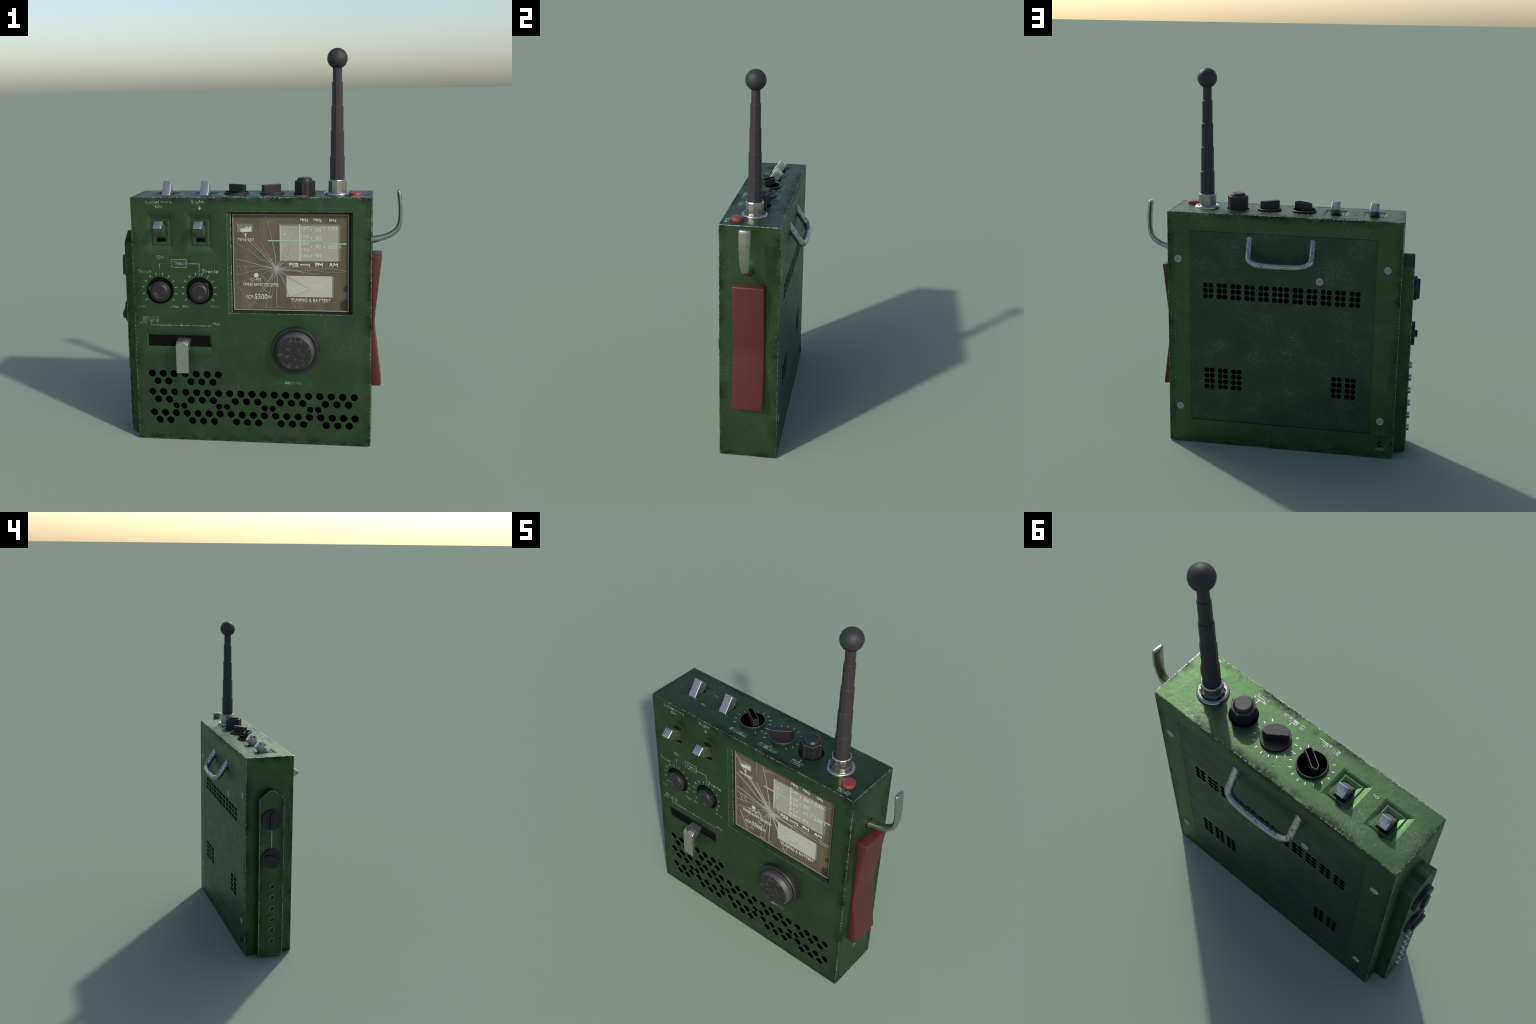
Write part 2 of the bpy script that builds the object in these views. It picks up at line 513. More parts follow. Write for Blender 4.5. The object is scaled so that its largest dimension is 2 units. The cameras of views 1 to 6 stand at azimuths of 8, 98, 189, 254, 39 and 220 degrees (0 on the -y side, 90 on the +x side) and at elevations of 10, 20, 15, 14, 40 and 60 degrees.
# ------------------------------------------------------------------ toggle levers
def lever_mesh(name):
    """Side profile in (lean, height) about the front edge of the tip."""
    prof = [(-0.0712, -0.1000), (0.0010, 0.0022), (0.0330, -0.0335), (-0.0065, -0.1000)]
    w = 0.0222
    bm = bmesh.new()
    loft_into(bm, [[Vector((x, a, h)) for a, h in prof] for x in (-w, w)])
    bmesh.ops.recalc_face_normals(bm, faces=bm.faces)
    tip = max(bm.faces, key=lambda f: f.calc_center_median().z)
    bmesh.ops.poke(bm, faces=[tip], offset=0.0030)      # low pyramid on the end
    bevel_all(bm, 0.0034, 3, 16)
    return to_mesh(bm, name, M_LEVER, 60)

lev = lever_mesh("toggle_lever")
for x in TOP_SWITCH_X:
    link("toggle_lever", lev, ROOT, Matrix.Translation((x, 0.0150, 1.3445)))
for x in FRONT_SWITCH_X:
    link("toggle_lever", lev, ROOT, Matrix.Translation((x, -0.2315, 1.1335)) @ Matrix.Rotation(math.pi / 2, 4, "X"))

# ------------------------------------------------------------------ volume slider
side = [(-0.138, 0.5505), (-0.185, 0.5500), (-0.2035, 0.5470), (-0.2212, 0.5315), (-0.2212, 0.3840),
        (-0.2045, 0.3840), (-0.2010, 0.4980), (-0.1660, 0.5225), (-0.138, 0.5470)]
mid = [(-0.138, 0.5512), (-0.185, 0.5512), (-0.2035, 0.5512), (-0.2212, 0.5510)] + side[4:]
bm = bmesh.new()
cx, hw = -0.3745, 0.0318
loft_into(bm, [[Vector((cx + k * hw, y, z)) for y, z in pr] for k, pr in ((-1, side), (0, mid), (1, side))])
bmesh.ops.recalc_face_normals(bm, faces=bm.faces)
bevel_all(bm, 0.0014, 2, 22)
link("volume_slider", to_mesh(bm, "volume_slider", M_LEVER))

# ------------------------------------------------------------------ pointer knobs (two on top, two on the side panel)
def pointer_outline(length, width, tip):
    l, w = length / 2, width / 2
    return [(-l, -w), (l - tip, -w), (l, 0.0), (l - tip, w), (-l, w)]


def pointer_knob(name, radius, disc_h, top_h, length, width, hollow=False):
    bm = bmesh.new()
    tip = width * 0.55
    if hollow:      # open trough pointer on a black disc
        lathe_into(bm, (0, 0, 0), "z+", [(radius, -0.003), (radius, disc_h - 0.0015), (radius - 0.002, disc_h), (radius - 0.0045, disc_h)],
                   40, mats=[0, 1, 1], cap_mats=(0, 2))
        out = pointer_outline(length, width, tip)
        inn = pointer_outline(length - 0.009, width - 0.007, tip - 0.001)
        ring = lambda pts, h: [Vector((a, b, h)) for a, b in pts]
        loft_into(bm, [ring(out, disc_h - 0.002), ring(out, top_h), ring(inn, top_h), ring(inn, disc_h + 0.002)],
                  mats=[0, 1, 2], cap_mats=(0, 2))
    else:
        lathe_into(bm, (0, 0, 0), "z+", [(radius, -0.003), (radius, disc_h - 0.0018), (radius - 0.0018, disc_h), (radius - 0.003, disc_h)],
                   40, mats=[0, 1, 0], cap_mats=(0, 0))
        out = pointer_outline(length, width, tip)
        inn = pointer_outline(length - 0.0030, width - 0.0030, tip)
        ring = lambda pts, h: [Vector((a, b, h)) for a, b in pts]
        loft_into(bm, [ring(out, disc_h - 0.002), ring(out, top_h - 0.0014), ring(inn, top_h)], mats=[0, 1])
    return to_mesh(bm, name, [M_PLASTIC, M_EDGE, M_HOLE], 32)


KNOB_A, KNOB_B = (-0.1127, -0.0043), (0.0708, -0.0043)
link("selector_knob", pointer_knob("selector_knob_open", 0.0628, 0.0115, 0.0485, 0.104, 0.0300, True), ROOT,
     Matrix.Translation((*KNOB_A, Z1)) @ Matrix.Rotation(math.radians(148), 4, "Z"))
link("selector_knob", pointer_knob("selector_knob", 0.0628, 0.0115, 0.0485, 0.104, 0.0300), ROOT,
     Matrix.Translation((*KNOB_B, Z1)) @ Matrix.Rotation(math.radians(35), 4, "Z"))

PANEL_X = -0.6945
side_knob = pointer_knob("side_knob", 0.0632, 0.0195, 0.0335, 0.104, 0.0325)
to_left = Matrix(((0, 0, -1, 0), (-1, 0, 0, 0), (0, 1, 0, 0), (0, 0, 0, 1)))   # local z -> -x, local x -> -y, local y -> z
for z, ang in ((0.9055, 90), (0.6580, 180 - 22)):
    link("side_knob", side_knob, ROOT, Matrix.Translation((PANEL_X, 0.0, z)) @ to_left @ Matrix.Rotation(math.radians(ang), 4, "Z"))

# ------------------------------------------------------------------ fluted tuning knob
bm = bmesh.new()
segs, flutes = 84, 7
def fluted(h, grow=0.0, ridge=0.0060):
    ring = []
    for i in range(segs):
        t = 2 * math.pi * i / segs
        ph = (t - 0.05) * flutes / (2 * math.pi)
        d = abs(ph - round(ph)) * 2
        k = 1.0 if d < 0.20 else max(0.0, 1 - (d - 0.20) / 0.10)
        r = 0.0478 + grow + ridge * k
        ring.append(Vector((KNOB_TUNE[0] + r * math.cos(t), KNOB_TUNE[1] + r * math.sin(t), h)))
    return ring
def circ(r, h):
    return [Vector((KNOB_TUNE[0] + r * math.cos(2 * math.pi * i / segs), KNOB_TUNE[1] + r * math.sin(2 * math.pi * i / segs), h)) for i in range(segs)]
ZK = 1.2770
loft_into(bm, [fluted(ZK), fluted(ZK + 0.0695), fluted(ZK + 0.0715, -0.0020), circ(0.0400, ZK + 0.0722), circ(0.0385, ZK + 0.0790),
               circ(0.0330, ZK + 0.0865), circ(0.0318, ZK + 0.0870)], mats=[0, 1, 0, 0, 0, 1])
link("tuning_knob", to_mesh(bm, "tuning_knob", [M_PLASTIC, M_EDGE], 16))

# ------------------------------------------------------------------ antenna
AX, AY = 0.4020, -0.0046
antenna = group("antenna")
link("antenna_collar", lathe("antenna_collar", (AX, AY, 0), "z+",
     [(0.0465, Z1 - 0.004), (0.0465, 1.3500), (0.0440, 1.3545), (0.0400, 1.3555), (0.0395, 1.340)], 12, M_CHROME, 22), antenna)
torus = [(0.0560 + 0.0110 * math.cos(a), 1.2815 + 0.0120 * math.sin(a))
         for a in [math.pi * (-0.15 + 1.3 * k / 10) for k in range(11)]]
link("antenna_ring", lathe("antenna_ring", (AX, AY, 0), "z+", torus, 40, M_RING, 60), antenna)
link("ring_gap", lathe("ring_gap", (AX, AY, 0), "z+", [(0.0500, 1.2790), (0.0500, 1.2825)], 24, M_SLOT), antenna)
sections = ((0.0368, 1.3400, 1.4711), (0.0336, 1.4600, 1.5979), (0.0304, 1.5860, 1.7190), (0.0267, 1.7080, 1.8372), (0.0228, 1.8260, 1.9150))
for r, a, b in sections:
    link("antenna_section", lathe("antenna_section", (AX, AY, 0), "z+",
         [(r, a), (r, b - 0.0012), (r - 0.0014, b)], 10, [M_ANTENNA, M_EDGE], 35, mats=[0, 1], cap_mats=(0, 0), phase=0.13), antenna)
bm = bmesh.new()
bmesh.ops.create_uvsphere(bm, u_segments=18, v_segments=14, radius=0.0510, matrix=Matrix.Translation((AX, AY, 1.9490)))
link("antenna_ball", to_mesh(bm, "antenna_ball", M_ANTENNA, 80), antenna)

# ------------------------------------------------------------------ power button
link("power_button", lathe("power_button", (0.4948, -0.0755, 0), "z+",
     [(0.0322, Z1 - 0.003), (0.0322, 1.2950), (0.0310, 1.2968), (0.0290, 1.2974)], 32, M_BUTTON, 50))

# ------------------------------------------------------------------ knobs on the front
def ring_pts(axis, center, r, h, segs=48, bumpfn=None):
    f, c = AXES[axis], Vector(center)
    pts = []
    for i in range(segs):
        t = 2 * math.pi * i / segs
        rr = r + (bumpfn(t) if bumpfn else 0.0)
        pts.append(c + f(rr * math.cos(t), rr * math.sin(t), h))
    return pts

def tone_knob(x, z, angle):
    a0 = math.radians(angle)
    def beak(t):
        d = abs((t - a0 + math.pi) % (2 * math.pi) - math.pi)
        return 0.0155 * max(0.0, 1 - d / 0.33) ** 1.15
    c = (x, Y0, z)
    bm = bmesh.new()
    S = 72
    loft_into(bm, [ring_pts("y-", c, 0.0515, -0.006, S, beak), ring_pts("y-", c, 0.0515, 0.0150, S, beak),
                   ring_pts("y-", c, 0.0500, 0.0165, S, beak), ring_pts("y-", c, 0.0450, 0.0165, S),
                   ring_pts("y-", c, 0.0435, 0.0195, S), ring_pts("y-", c, 0.0360, 0.0250, S), ring_pts("y-", c, 0.0345, 0.0252, S)],
              mats=[0, 1, 0, 0, 0, 1], cap_mats=(0, 2))
    link("tone_knob", to_mesh(bm, "tone_knob", [M_PLASTIC, M_EDGE, M_CAP], 30))

tone_knob(-0.4925, 0.7958, 160)
tone_knob(-0.2890, 0.7960, 44)

c = (0.1982, Y0, 0.5020)
bm = bmesh.new()
loft_into(bm, [ring_pts("y-", c, r, h, 40) for r, h in ((0.1212, -0.004), (0.1200, 0.021), (0.1170, 0.0255), (0.1155, 0.0260), (0.1020, 0.0240),
               (0.0990, 0.0270), (0.0990, 0.0390), (0.0970, 0.0405), (0.0860, 0.0590), (0.0845, 0.0605))],
          mats=[0, 0, 1, 0, 0, 1, 0, 1, 0], cap_mats=(0, 2))
link("record_knob", to_mesh(bm, "record_knob", [M_PLASTIC, M_EDGE, M_CAP], 22))

# ------------------------------------------------------------------ red rocker on the right
bm = bmesh.new()
prof = [(X1 - 0.004, 0.3000), (0.6300, 0.3000), (0.5995, 0.5500), (0.5945, 0.5900), (0.5930, 0.6150), (0.5945, 0.6450), (0.5992, 0.6950), (0.6300, 0.9790), (X1 - 0.004, 0.9790)]
loft_into(bm, [[Vector((x, y, z)) for x, z in prof] for y in (-0.0825, 0.0805)])
bmesh.ops.recalc_face_normals(bm, faces=bm.faces)
es = [e for e in bm.edges if e.calc_face_angle(0) > math.radians(30)]
bmesh.ops.bevel(bm, geom=es, offset=0.0085, segments=3, profile=0.5, affect="EDGES")
link("rocker_switch", to_mesh(bm, "rocker_switch", M_RED, 25))

# ------------------------------------------------------------------ swept bars: hook and handle
def catmull(pts, per):
    out = []
    n = len(pts)
    for i in range(n - 1):
        p0, p1, p2, p3 = pts[max(i - 1, 0)], pts[i], pts[i + 1], pts[min(i + 2, n - 1)]
        for k in range(per):
            t = k / per
            out.append([0.5 * ((2 * b) + (c - a) * t + (2 * a - 5 * b + 4 * c - d) * t * t + (3 * b - a - 3 * c + d) * t ** 3)
                        for a, b, c, d in zip(p0, p1, p2, p3)])
    out.append(list(pts[-1]))
    return out


def sweep(bm, path, wide_axis, segs=16, power=2.0):
    """path rows: x, y, z, half thickness, half width; the width runs along wide_axis (projected)."""
    rings = []
    for i, row in enumerate(path):
        p = Vector(row[:3])
        a = Vector(path[max(i - 1, 0)][:3]); b = Vector(path[min(i + 1, len(path) - 1)][:3])
        t = (b - a).normalized()
        w = wide_axis[i] if isinstance(wide_axis, list) else Vector(wide_axis)
        w = (w - t * w.dot(t)).normalized()
        u = t.cross(w)
        ring = []
        for k in range(segs):
            an = 2 * math.pi * k / segs
            ca, sa = math.cos(an), math.sin(an)
            ca = math.copysign(abs(ca) ** (2 / power), ca); sa = math.copysign(abs(sa) ** (2 / power), sa)
            ring.append(p + w * row[4] * ca + u * row[3] * sa)
        rings.append(ring)
    loft_into(bm, rings)


hook_pts = [(0.5600, -0.0040, 1.0470, 0.0190, 0.0215), (0.5880, -0.0040, 1.0505, 0.0178, 0.0205), (0.6320, -0.0040, 1.0610, 0.0162, 0.0202),
            (0.6700, -0.0040, 1.0760, 0.0152, 0.0204), (0.6995, -0.0040, 1.1000, 0.0142, 0.0212), (0.7145, -0.0040, 1.1330, 0.0118, 0.0232),
            (0.7185, -0.0042, 1.1750, 0.0108, 0.0256), (0.7178, -0.0044, 1.2200, 0.0110, 0.0282), (0.7135, -0.0046, 1.2650, 0.0112, 0.0297),
            (0.7105, -0.0046, 1.2930, 0.0114, 0.0297), (0.7095, -0.0046, 1.3010, 0.0098, 0.0270), (0.7093, -0.0046, 1.3040, 0.0055, 0.0215)]
bm = bmesh.new()
sweep(bm, catmull(hook_pts, 3), (0, 1, 0), 18, 2.2)
link("side_hook", to_mesh(bm, "side_hook", M_CHROME, 50))

handle_pts = [(0.1468, 0.1350, 1.1580), (0.1467, 0.1500, 1.1355), (0.1452, 0.1770, 1.0965), (0.1415, 0.2005, 1.0630), (0.1230, 0.2105, 1.0465),
              (0.0870, 0.2165, 1.0370), (0.0200, 0.2195, 1.0345), (-0.0500, 0.2195, 1.0345), (-0.1220, 0.2170, 1.0370), (-0.1590, 0.2105, 1.0465),
              (-0.1785, 0.2005, 1.0630), (-0.1800, 0.1770, 1.0965), (-0.1797, 0.1500, 1.1355), (-0.1797, 0.1350, 1.1580)]
rows = catmull([(*p, 0.0166, 0.0192) for p in handle_pts], 5)
# the wide side of the bar stands across the plane of the loop
n_loop = Vector((0.0, 0.86, 0.51))
bm = bmesh.new()
sweep(bm, rows, n_loop, 14, 2.0)
link("carry_handle", to_mesh(bm, "carry_handle", M_HANDLE, 50))
eyelet = lathe("handle_eyelet", (0, 0, 0), "y+", [(0.0230, -0.001), (0.0230, 0.0012), (0.0205, 0.0018), (0.0200, 0.0005)], 24, [M_ZINCLINE, M_SLOT], 40,
               mats=[0, 0, 1], cap_mats=(0, 1))
for x in (0.1467, -0.1797):
    link("handle_eyelet", eyelet, ROOT, Matrix.Translation((x, COVER_Y, 1.1380)) @ Matrix.Diagonal((0.93, 1, 1.30, 1)))

# ------------------------------------------------------------------ side panel on the left
bm = bmesh.new()
HALF = 0.0792
arch = [(-HALF, 1.0360), (-0.0430, 1.0650), (-0.0300, 1.0765), (-0.0160, 1.0855), (0.0, 1.0895), (0.0160, 1.0855), (0.0300, 1.0765), (0.0430, 1.0650), (HALF, 1.0360)]
def panel_outline(bottom):
    return [(-HALF, bottom)] + arch + [(HALF, bottom)]
outline = panel_outline(0.0185)
loft_into(bm, [[Vector((x, y, z)) for y, z in panel_outline(b)] for x, b in ((X0 + 0.004, 0.0080), (PANEL_X + 0.0185, 0.0080), (PANEL_X, 0.0185))])
bmesh.ops.recalc_face_normals(bm, faces=bm.faces)
es = [e for e in bm.edges if e.calc_face_angle(0) > math.radians(25)]
bmesh.ops.bevel(bm, geom=es, offset=0.0032, segments=2, profile=0.6, affect="EDGES")
panel = link("side_panel", to_mesh(bm, "side_panel", [M_SIDE, M_RECESS]))
cut = bmesh.new()
f = AXES["x-"]
STRIP = (-0.0280, 0.0310, 0.0900, 0.5390)
loft_into(cut, [rect_ring("x-", (PANEL_X, 0, 0), STRIP[0] - g, STRIP[1] + g, STRIP[2] - g, STRIP[3] + g, h)
                for g, h in ((0.002, 0.002), (0.0012, 0.0), (-0.0002, -0.0012))], mats=[1, 1], cap_mats=(1, 1))
apply_boolean(panel, to_mesh(cut, "cutters", [M_SIDE, M_RECESS], weld=False))
# pale worn line round the rim of the panel
bm = bmesh.new()
def inset_poly(poly, d):
    out = []
    m = len(poly)
    for i in range(m):
        a, b, c_ = Vector(poly[i - 1]), Vector(poly[i]), Vector(poly[(i + 1) % m])
        n1 = Vector((-(b - a).y, (b - a).x)).normalized(); n2 = Vector((-(c_ - b).y, (c_ - b).x)).normalized()
        nn = (n1 + n2).normalized()
        out.append(b - nn * d / max(0.3, nn.dot(n1)))
    return out
def signed_area(p):
    return sum(p[i - 1][0] * p[i][1] - p[i][0] * p[i - 1][1] for i in range(len(p))) / 2
sgn = -1 if signed_area(outline) > 0 else 1
o1, o2 = inset_poly(outline, 0.0022 * sgn), inset_poly(outline, 0.0048 * sgn)
px = lambda pts, x: [Vector((x, p[0], p[1])) for p in pts]
loft_into(bm, [px(o1, PANEL_X + 0.001), px(o1, PANEL_X - 0.0006), px(o2, PANEL_X - 0.0006), px(o2, PANEL_X + 0.001)], cap0=False, cap1=False)
n_ = Nodes("worn_rim")
w_ = n_.ramp(n_.noise(32.0, 4.0, 0.6), 0.38, 0.62)
M_RIM = n_.done(n_.mix(w_, tuple(c for c in GREEN), (0.42, 0.43, 0.42)), 0.4, 0.9)
link("panel_rim", to_mesh(bm, "panel_rim", M_RIM), panel)
link("connecting_line", box_mesh("connecting_line", (PANEL_X - 0.0008, -0.0022, 0.7150), (PANEL_X + 0.001, 0.0022, 0.8450), M_TICK), panel)
jack = lathe("jack_socket", (0, 0, 0), "x-", [(0.0178, -0.004), (0.0178, 0.0122), (0.0170, 0.0132), (0.0152, 0.0132), (0.0147, 0.0124), (0.0147, 0.0030)], 24,
             [M_RING, M_SLOT, M_RECESS], 40, mats=[0, 0, 0, 0, 1], cap_mats=(0, 2))
for k in range(6):
    jz = 0.4800 - 0.0720 * k
    link("jack_socket", jack, ROOT, Matrix.Translation((PANEL_X - 0.0028 * (1.0 - jz), -0.0010, jz)))
# the panel's face leans out slightly towards the foot
for ob in [panel] + list(panel.children):
    for v in ob.data.vertices:
        if v.co.x < PANEL_X + 0.03:
            v.co.x -= 0.0028 * (1.0 - v.co.z)

# ------------------------------------------------------------------ display
display = group("display")
GX0, GX1, GZ0, GZ1 = -0.1185, 0.4665, 0.6985, 1.1940
FACE = -0.1265
bm = bmesh.new()
fr = 0.0056
rings = [rect_ring("y-", (0, 0, 0), GX0 + i, GX1 - i, GZ0 + i, GZ1 - i, h)
         for i, h in ((0.0, 0.115), (0.0, 0.1272), (0.0012, 0.1290), (fr - 0.0012, 0.1290), (fr, 0.1278), (fr, 0.1200))]
loft_into(bm, rings, cap1=False)
link("display_frame", to_mesh(bm, "display_frame", M_GLASSEDGE), display)
link("display_panel", box_mesh("display_panel", (GX0 + fr - 0.001, FACE, GZ0 + fr - 0.001), (GX1 - fr + 0.001, -0.1180, GZ1 - fr + 0.001), M_PANEL), display)


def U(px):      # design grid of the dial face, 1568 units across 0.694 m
    return 0.1023 + (px - 575) * 0.0004450
def V(py):
    return 0.9192 - (py - 763) * 0.0004520

def plate(name, x0, y0, x1, y1, mat, lift=0.0008, parent=display):
    return link(name, box_mesh(name, (U(x0), FACE - lift, V(y1)), (U(x1), FACE + 0.001, V(y0)), mat), parent)

plate("dial_window", 617, 265, 1275, 680, M_WINDOW)
plate("dial_window_shadow_strip", 620, 265, 1275, 286, M_SHADE, 0.0009)  # thin plates draw the shadow along the window's borders
plate("dial_window_shadow_strip", 1274, 265, 1298, 680, M_SHADE, 0.0007)
plate("meter_window", 690, 848, 1226, 1088, M_METER)
plate("meter_window_shadow_strip", 1206, 848, 1226, 1088, M_SHADE, 0.00095)
plate("meter_mark", 1112, 855, 1195, 867, M_BLUE, 0.0013)
plate("time_window", 134, 265, 312, 358, M_SHADE)
plate("time_digit", 170, 318, 298, 356, M_DDIM, 0.0011)
for tx, w in ((228, 12), (250, 10), (272, 26)):
    plate("time_digit", tx, 296, tx + w, 330, M_DDIM, 0.0012)
plate("dial_divider", 838, 265, 850, 680, M_DDIM, 0.0013)
plate("dial_needle", 482, 446, 1108, 459, M_NEEDLE, 0.0018)
plate("dial_needle", 1106, 478, 1366, 492, M_NEEDLE, 0.0018)
plate("band_line", 843, 715, 957, 728, M_DTEXT, 0.0010)
plate("band_line", 948, 727, 957, 748, M_DTEXT, 0.0010)

# scale ticks: joined small pieces
bm = bmesh.new()
def tick_box(x0, y0, x1, y1):
    box_into(bm, (U(x0), FACE - 0.0013, V(y1)), (U(x1), FACE, V(y0)))
for k in range(30):
    yy = 284 + 13.2 * k
    tick_box(617, yy, 617 + (32 if k in (7, 17) else 18), yy + 5)
for yy in (327, 420, 515, 620):
    tick_box(966, yy - 13, 977, yy + 13)
for yy in (313, 520):
    tick_box(1110, yy - 13, 1121, yy + 13)
tick_box(1288, 505, 1297, 532)
stuff = link("scale_tick", to_mesh(bm, "scale_tick", M_DDIM), display)
stuff["kind"] = "stuff"

# meter arc
bm = bmesh.new()
arc = []
for k in range(17):
    t = k / 16
    x = 760 + (1150 - 760) * t
    y = 1052 - 66 * (1 - (2 * t - 1.05) ** 2)
    arc.append((x, y))
for (xa, ya), (xb, yb) in zip(arc, arc[1:]):
    vs = [bm.verts.new((U(xx), FACE - 0.0012, V(yy))) for xx, yy in ((xa, ya - 3), (xb, yb - 3), (xb, yb + 3), (xa, ya + 3))]
    bm.faces.new(vs)
for k in range(9):
    x = 775 + 44 * k
    y = 1010 - 60 * (1 - ((k - 4.1) / 4.4) ** 2)
    box_into(bm, (U(x - 6), FACE - 0.0012, V(y + 12)), (U(x + 6), FACE, V(y - 12)))
n_ = Nodes("meter_print"); M_MPRINT = n_.done((0.53, 0.53, 0.43), 0.5, 0.0, 0.4)
s = link("meter_scale", to_mesh(bm, "meter_scale", M_MPRINT), display)
s["kind"] = "stuff"

# ------------------------------------------------------------------ lettering
def lettering(name, body, mat, place, x0, x1, b0, b1, parent=ROOT, bold=0.0, thick=0.0009):
    """Text fitted into the box x0..x1 by b0..b1; place(a, b, h) maps it onto the surface."""
    cu = bpy.data.curves.new(name, "FONT")
    cu.body = body
    cu.offset = bold
    cu.resolution_u = 3
    ob = bpy.data.objects.new("text_helper", cu)
    bpy.context.scene.collection.objects.link(ob)
    dg = bpy.context.evaluated_depsgraph_get()
    me = bpy.data.meshes.new_from_object(ob.evaluated_get(dg))
    bpy.data.objects.remove(ob)
    bpy.data.curves.remove(cu)
    xs = [v.co.x for v in me.vertices]; ys = [v.co.y for v in me.vertices]
    ax, bx, ay, by = min(xs), max(xs), min(ys), max(ys)
    sx, sy = (x1 - x0) / (bx - ax), (b1 - b0) / (by - ay)
    bm = bmesh.new()
    bm.from_mesh(me)
    bpy.data.meshes.remove(me)
    bmesh.ops.remove_doubles(bm, verts=bm.verts, dist=1e-5)
    top = bmesh.ops.extrude_face_region(bm, geom=bm.faces[:])
    lifted = {v for v in top["geom"] if isinstance(v, bmesh.types.BMVert)}
    for v in bm.verts:
        a, b = x0 + (v.co.x - ax) * sx, b0 + (v.co.y - ay) * sy
        v.co = place(a, b, thick if v in lifted else -0.0005)
    return link(name, to_mesh(bm, name, mat, weld=False), parent)

on_front = lambda a, b, h: Vector((a, Y0 - h, b))
on_top = lambda a, b, h: Vector((a, b, Z1 + h))
on_dial = lambda a, b, h: Vector((a, FACE - h, b))

front_words = (("Loudness", -0.5540, -0.4210, 1.2495, 1.2665), ("On", -0.5065, -0.4710, 1.2270, 1.2425), ("Light", -0.3165, -0.2530, 1.2455, 1.2665),
               ("Off", -0.5070, -0.4700, 0.9640, 0.9830), ("Tone", -0.4230, -0.3580, 0.9345, 0.9530), ("Bass", -0.6055, -0.5375, 0.8920, 0.9100),
               ("Treble", -0.2760, -0.1910, 0.8945, 0.9120))
for wtxt, a, b, c0, c1 in front_words:
    lettering("panel_lettering", wtxt, M_INK, on_front, a, b, c0, c1, bold=0.0)
for wtxt, a, b, c0, c1 in (("Min", -0.6065, -0.5740, 0.7105, 0.7230), ("Max", -0.4385, -0.4000, 0.7110, 0.7240), ("Min", -0.3780, -0.3495, 0.7120, 0.7250),
                           ("Max", -0.2280, -0.1895, 0.7145, 0.7275), ("Min", -0.6060, -0.5740, 0.6215, 0.6355), ("Max", -0.2230, -0.1880, 0.6230, 0.6365),
                           ("Volume", -0.5850, -0.5110, 0.6400, 0.6560), ("RECORD", 0.1465, 0.2310, 0.3200, 0.3330)):
    lettering("panel_lettering", wtxt, M_FAINT if wtxt != "RECORD" else M_INK, on_front, a, b, c0, c1)
for wtxt, a, b, c0, c1 in (("Function", -0.1550, -0.0660, -0.1150, -0.1030), ("Treble Level", 0.0215, 0.1145, -0.1150, -0.1030),
                           ("Tuning", 0.2110, 0.2560, -0.1160, -0.1010), ("Power", 0.4810, 0.5300, -0.1330, -0.1190),
                           ("On", -0.3930, -0.3690, -0.0620, -0.0510), ("Off", -0.3930, -0.3670, 0.0260, 0.0370)):
    lettering("top_lettering", wtxt, M_INK, on_top, a, b, c0, c1)

# printed lines: frames round words, leaders, arrow, volume scale
def printed(name, rects, place, mat, polys=()):
    bm = bmesh.new()
    for a0, b0, a1, b1 in rects:
        pts = ((a0, b0), (a1, b0), (a1, b1), (a0, b1))
        loft_into(bm, [[place(a, b, h) for a, b in pts] for h in (-0.0005, 0.0009)])
    for poly in polys:
        loft_into(bm, [[place(a, b, h) for a, b in poly] for h in (-0.0005, 0.0009)])
    return link(name, to_mesh(bm, name, mat, weld=False))

def frame_rects(a0, b0, a1, b1, w):
    return [(a0, b0, a1, b0 + w), (a0, b1 - w, a1, b1), (a0, b0 + w, a0 + w, b1 - w), (a1 - w, b0 + w, a1, b1 - w)]

LW = 0.0024
printed("tone_frame", frame_rects(-0.4305, 0.9220, -0.3530, 0.9640, LW)
        + [(-0.4955, 0.9405, -0.4305, 0.9429), (-0.4955, 0.8800, -0.4931, 0.9405), (-0.3530, 0.9405, -0.2868, 0.9429), (-0.2895, 0.8800, -0.2868, 0.9405)],
        on_front, M_INK)
printed("light_arrow", [(-0.2789, 1.2270, -0.2765, 1.2385)], on_front, M_TICK,
        polys=[[(-0.2777, 1.2155), (-0.2688, 1.2285), (-0.2866, 1.2285)]])
printed("volume_frame", frame_rects(-0.5885, 0.6365, -0.5075, 0.6605, 0.0018), on_front, M_FAINT)
scale = [(-0.5470, 0.6165, -0.2325, 0.6186)]
for k in range(11):
    x = -0.5460 + 0.03125 * k
    scale.append((x, 0.6186, x + 0.0018, 0.6186 + (0.0095 if k % 5 == 0 else 0.0045)))
printed("volume_scale", scale, on_front, M_INK)
for a0, b0, a1, b1 in ((-0.1615, -0.1190, -0.0595, -0.0990), (0.0160, -0.1190, 0.1205, -0.0990), (0.2050, -0.1210, 0.2620, -0.0960), (0.4757, -0.1375, 0.5355, -0.1145)):
    printed("label_frame", frame_rects(a0, b0, a1, b1, 0.0020), on_top, M_INK)
printed("label_leader", [(0.0700, -0.0990, 0.0722, -0.0830), (0.2360, -0.0960, 0.2382, -0.0760)], on_top, M_INK)

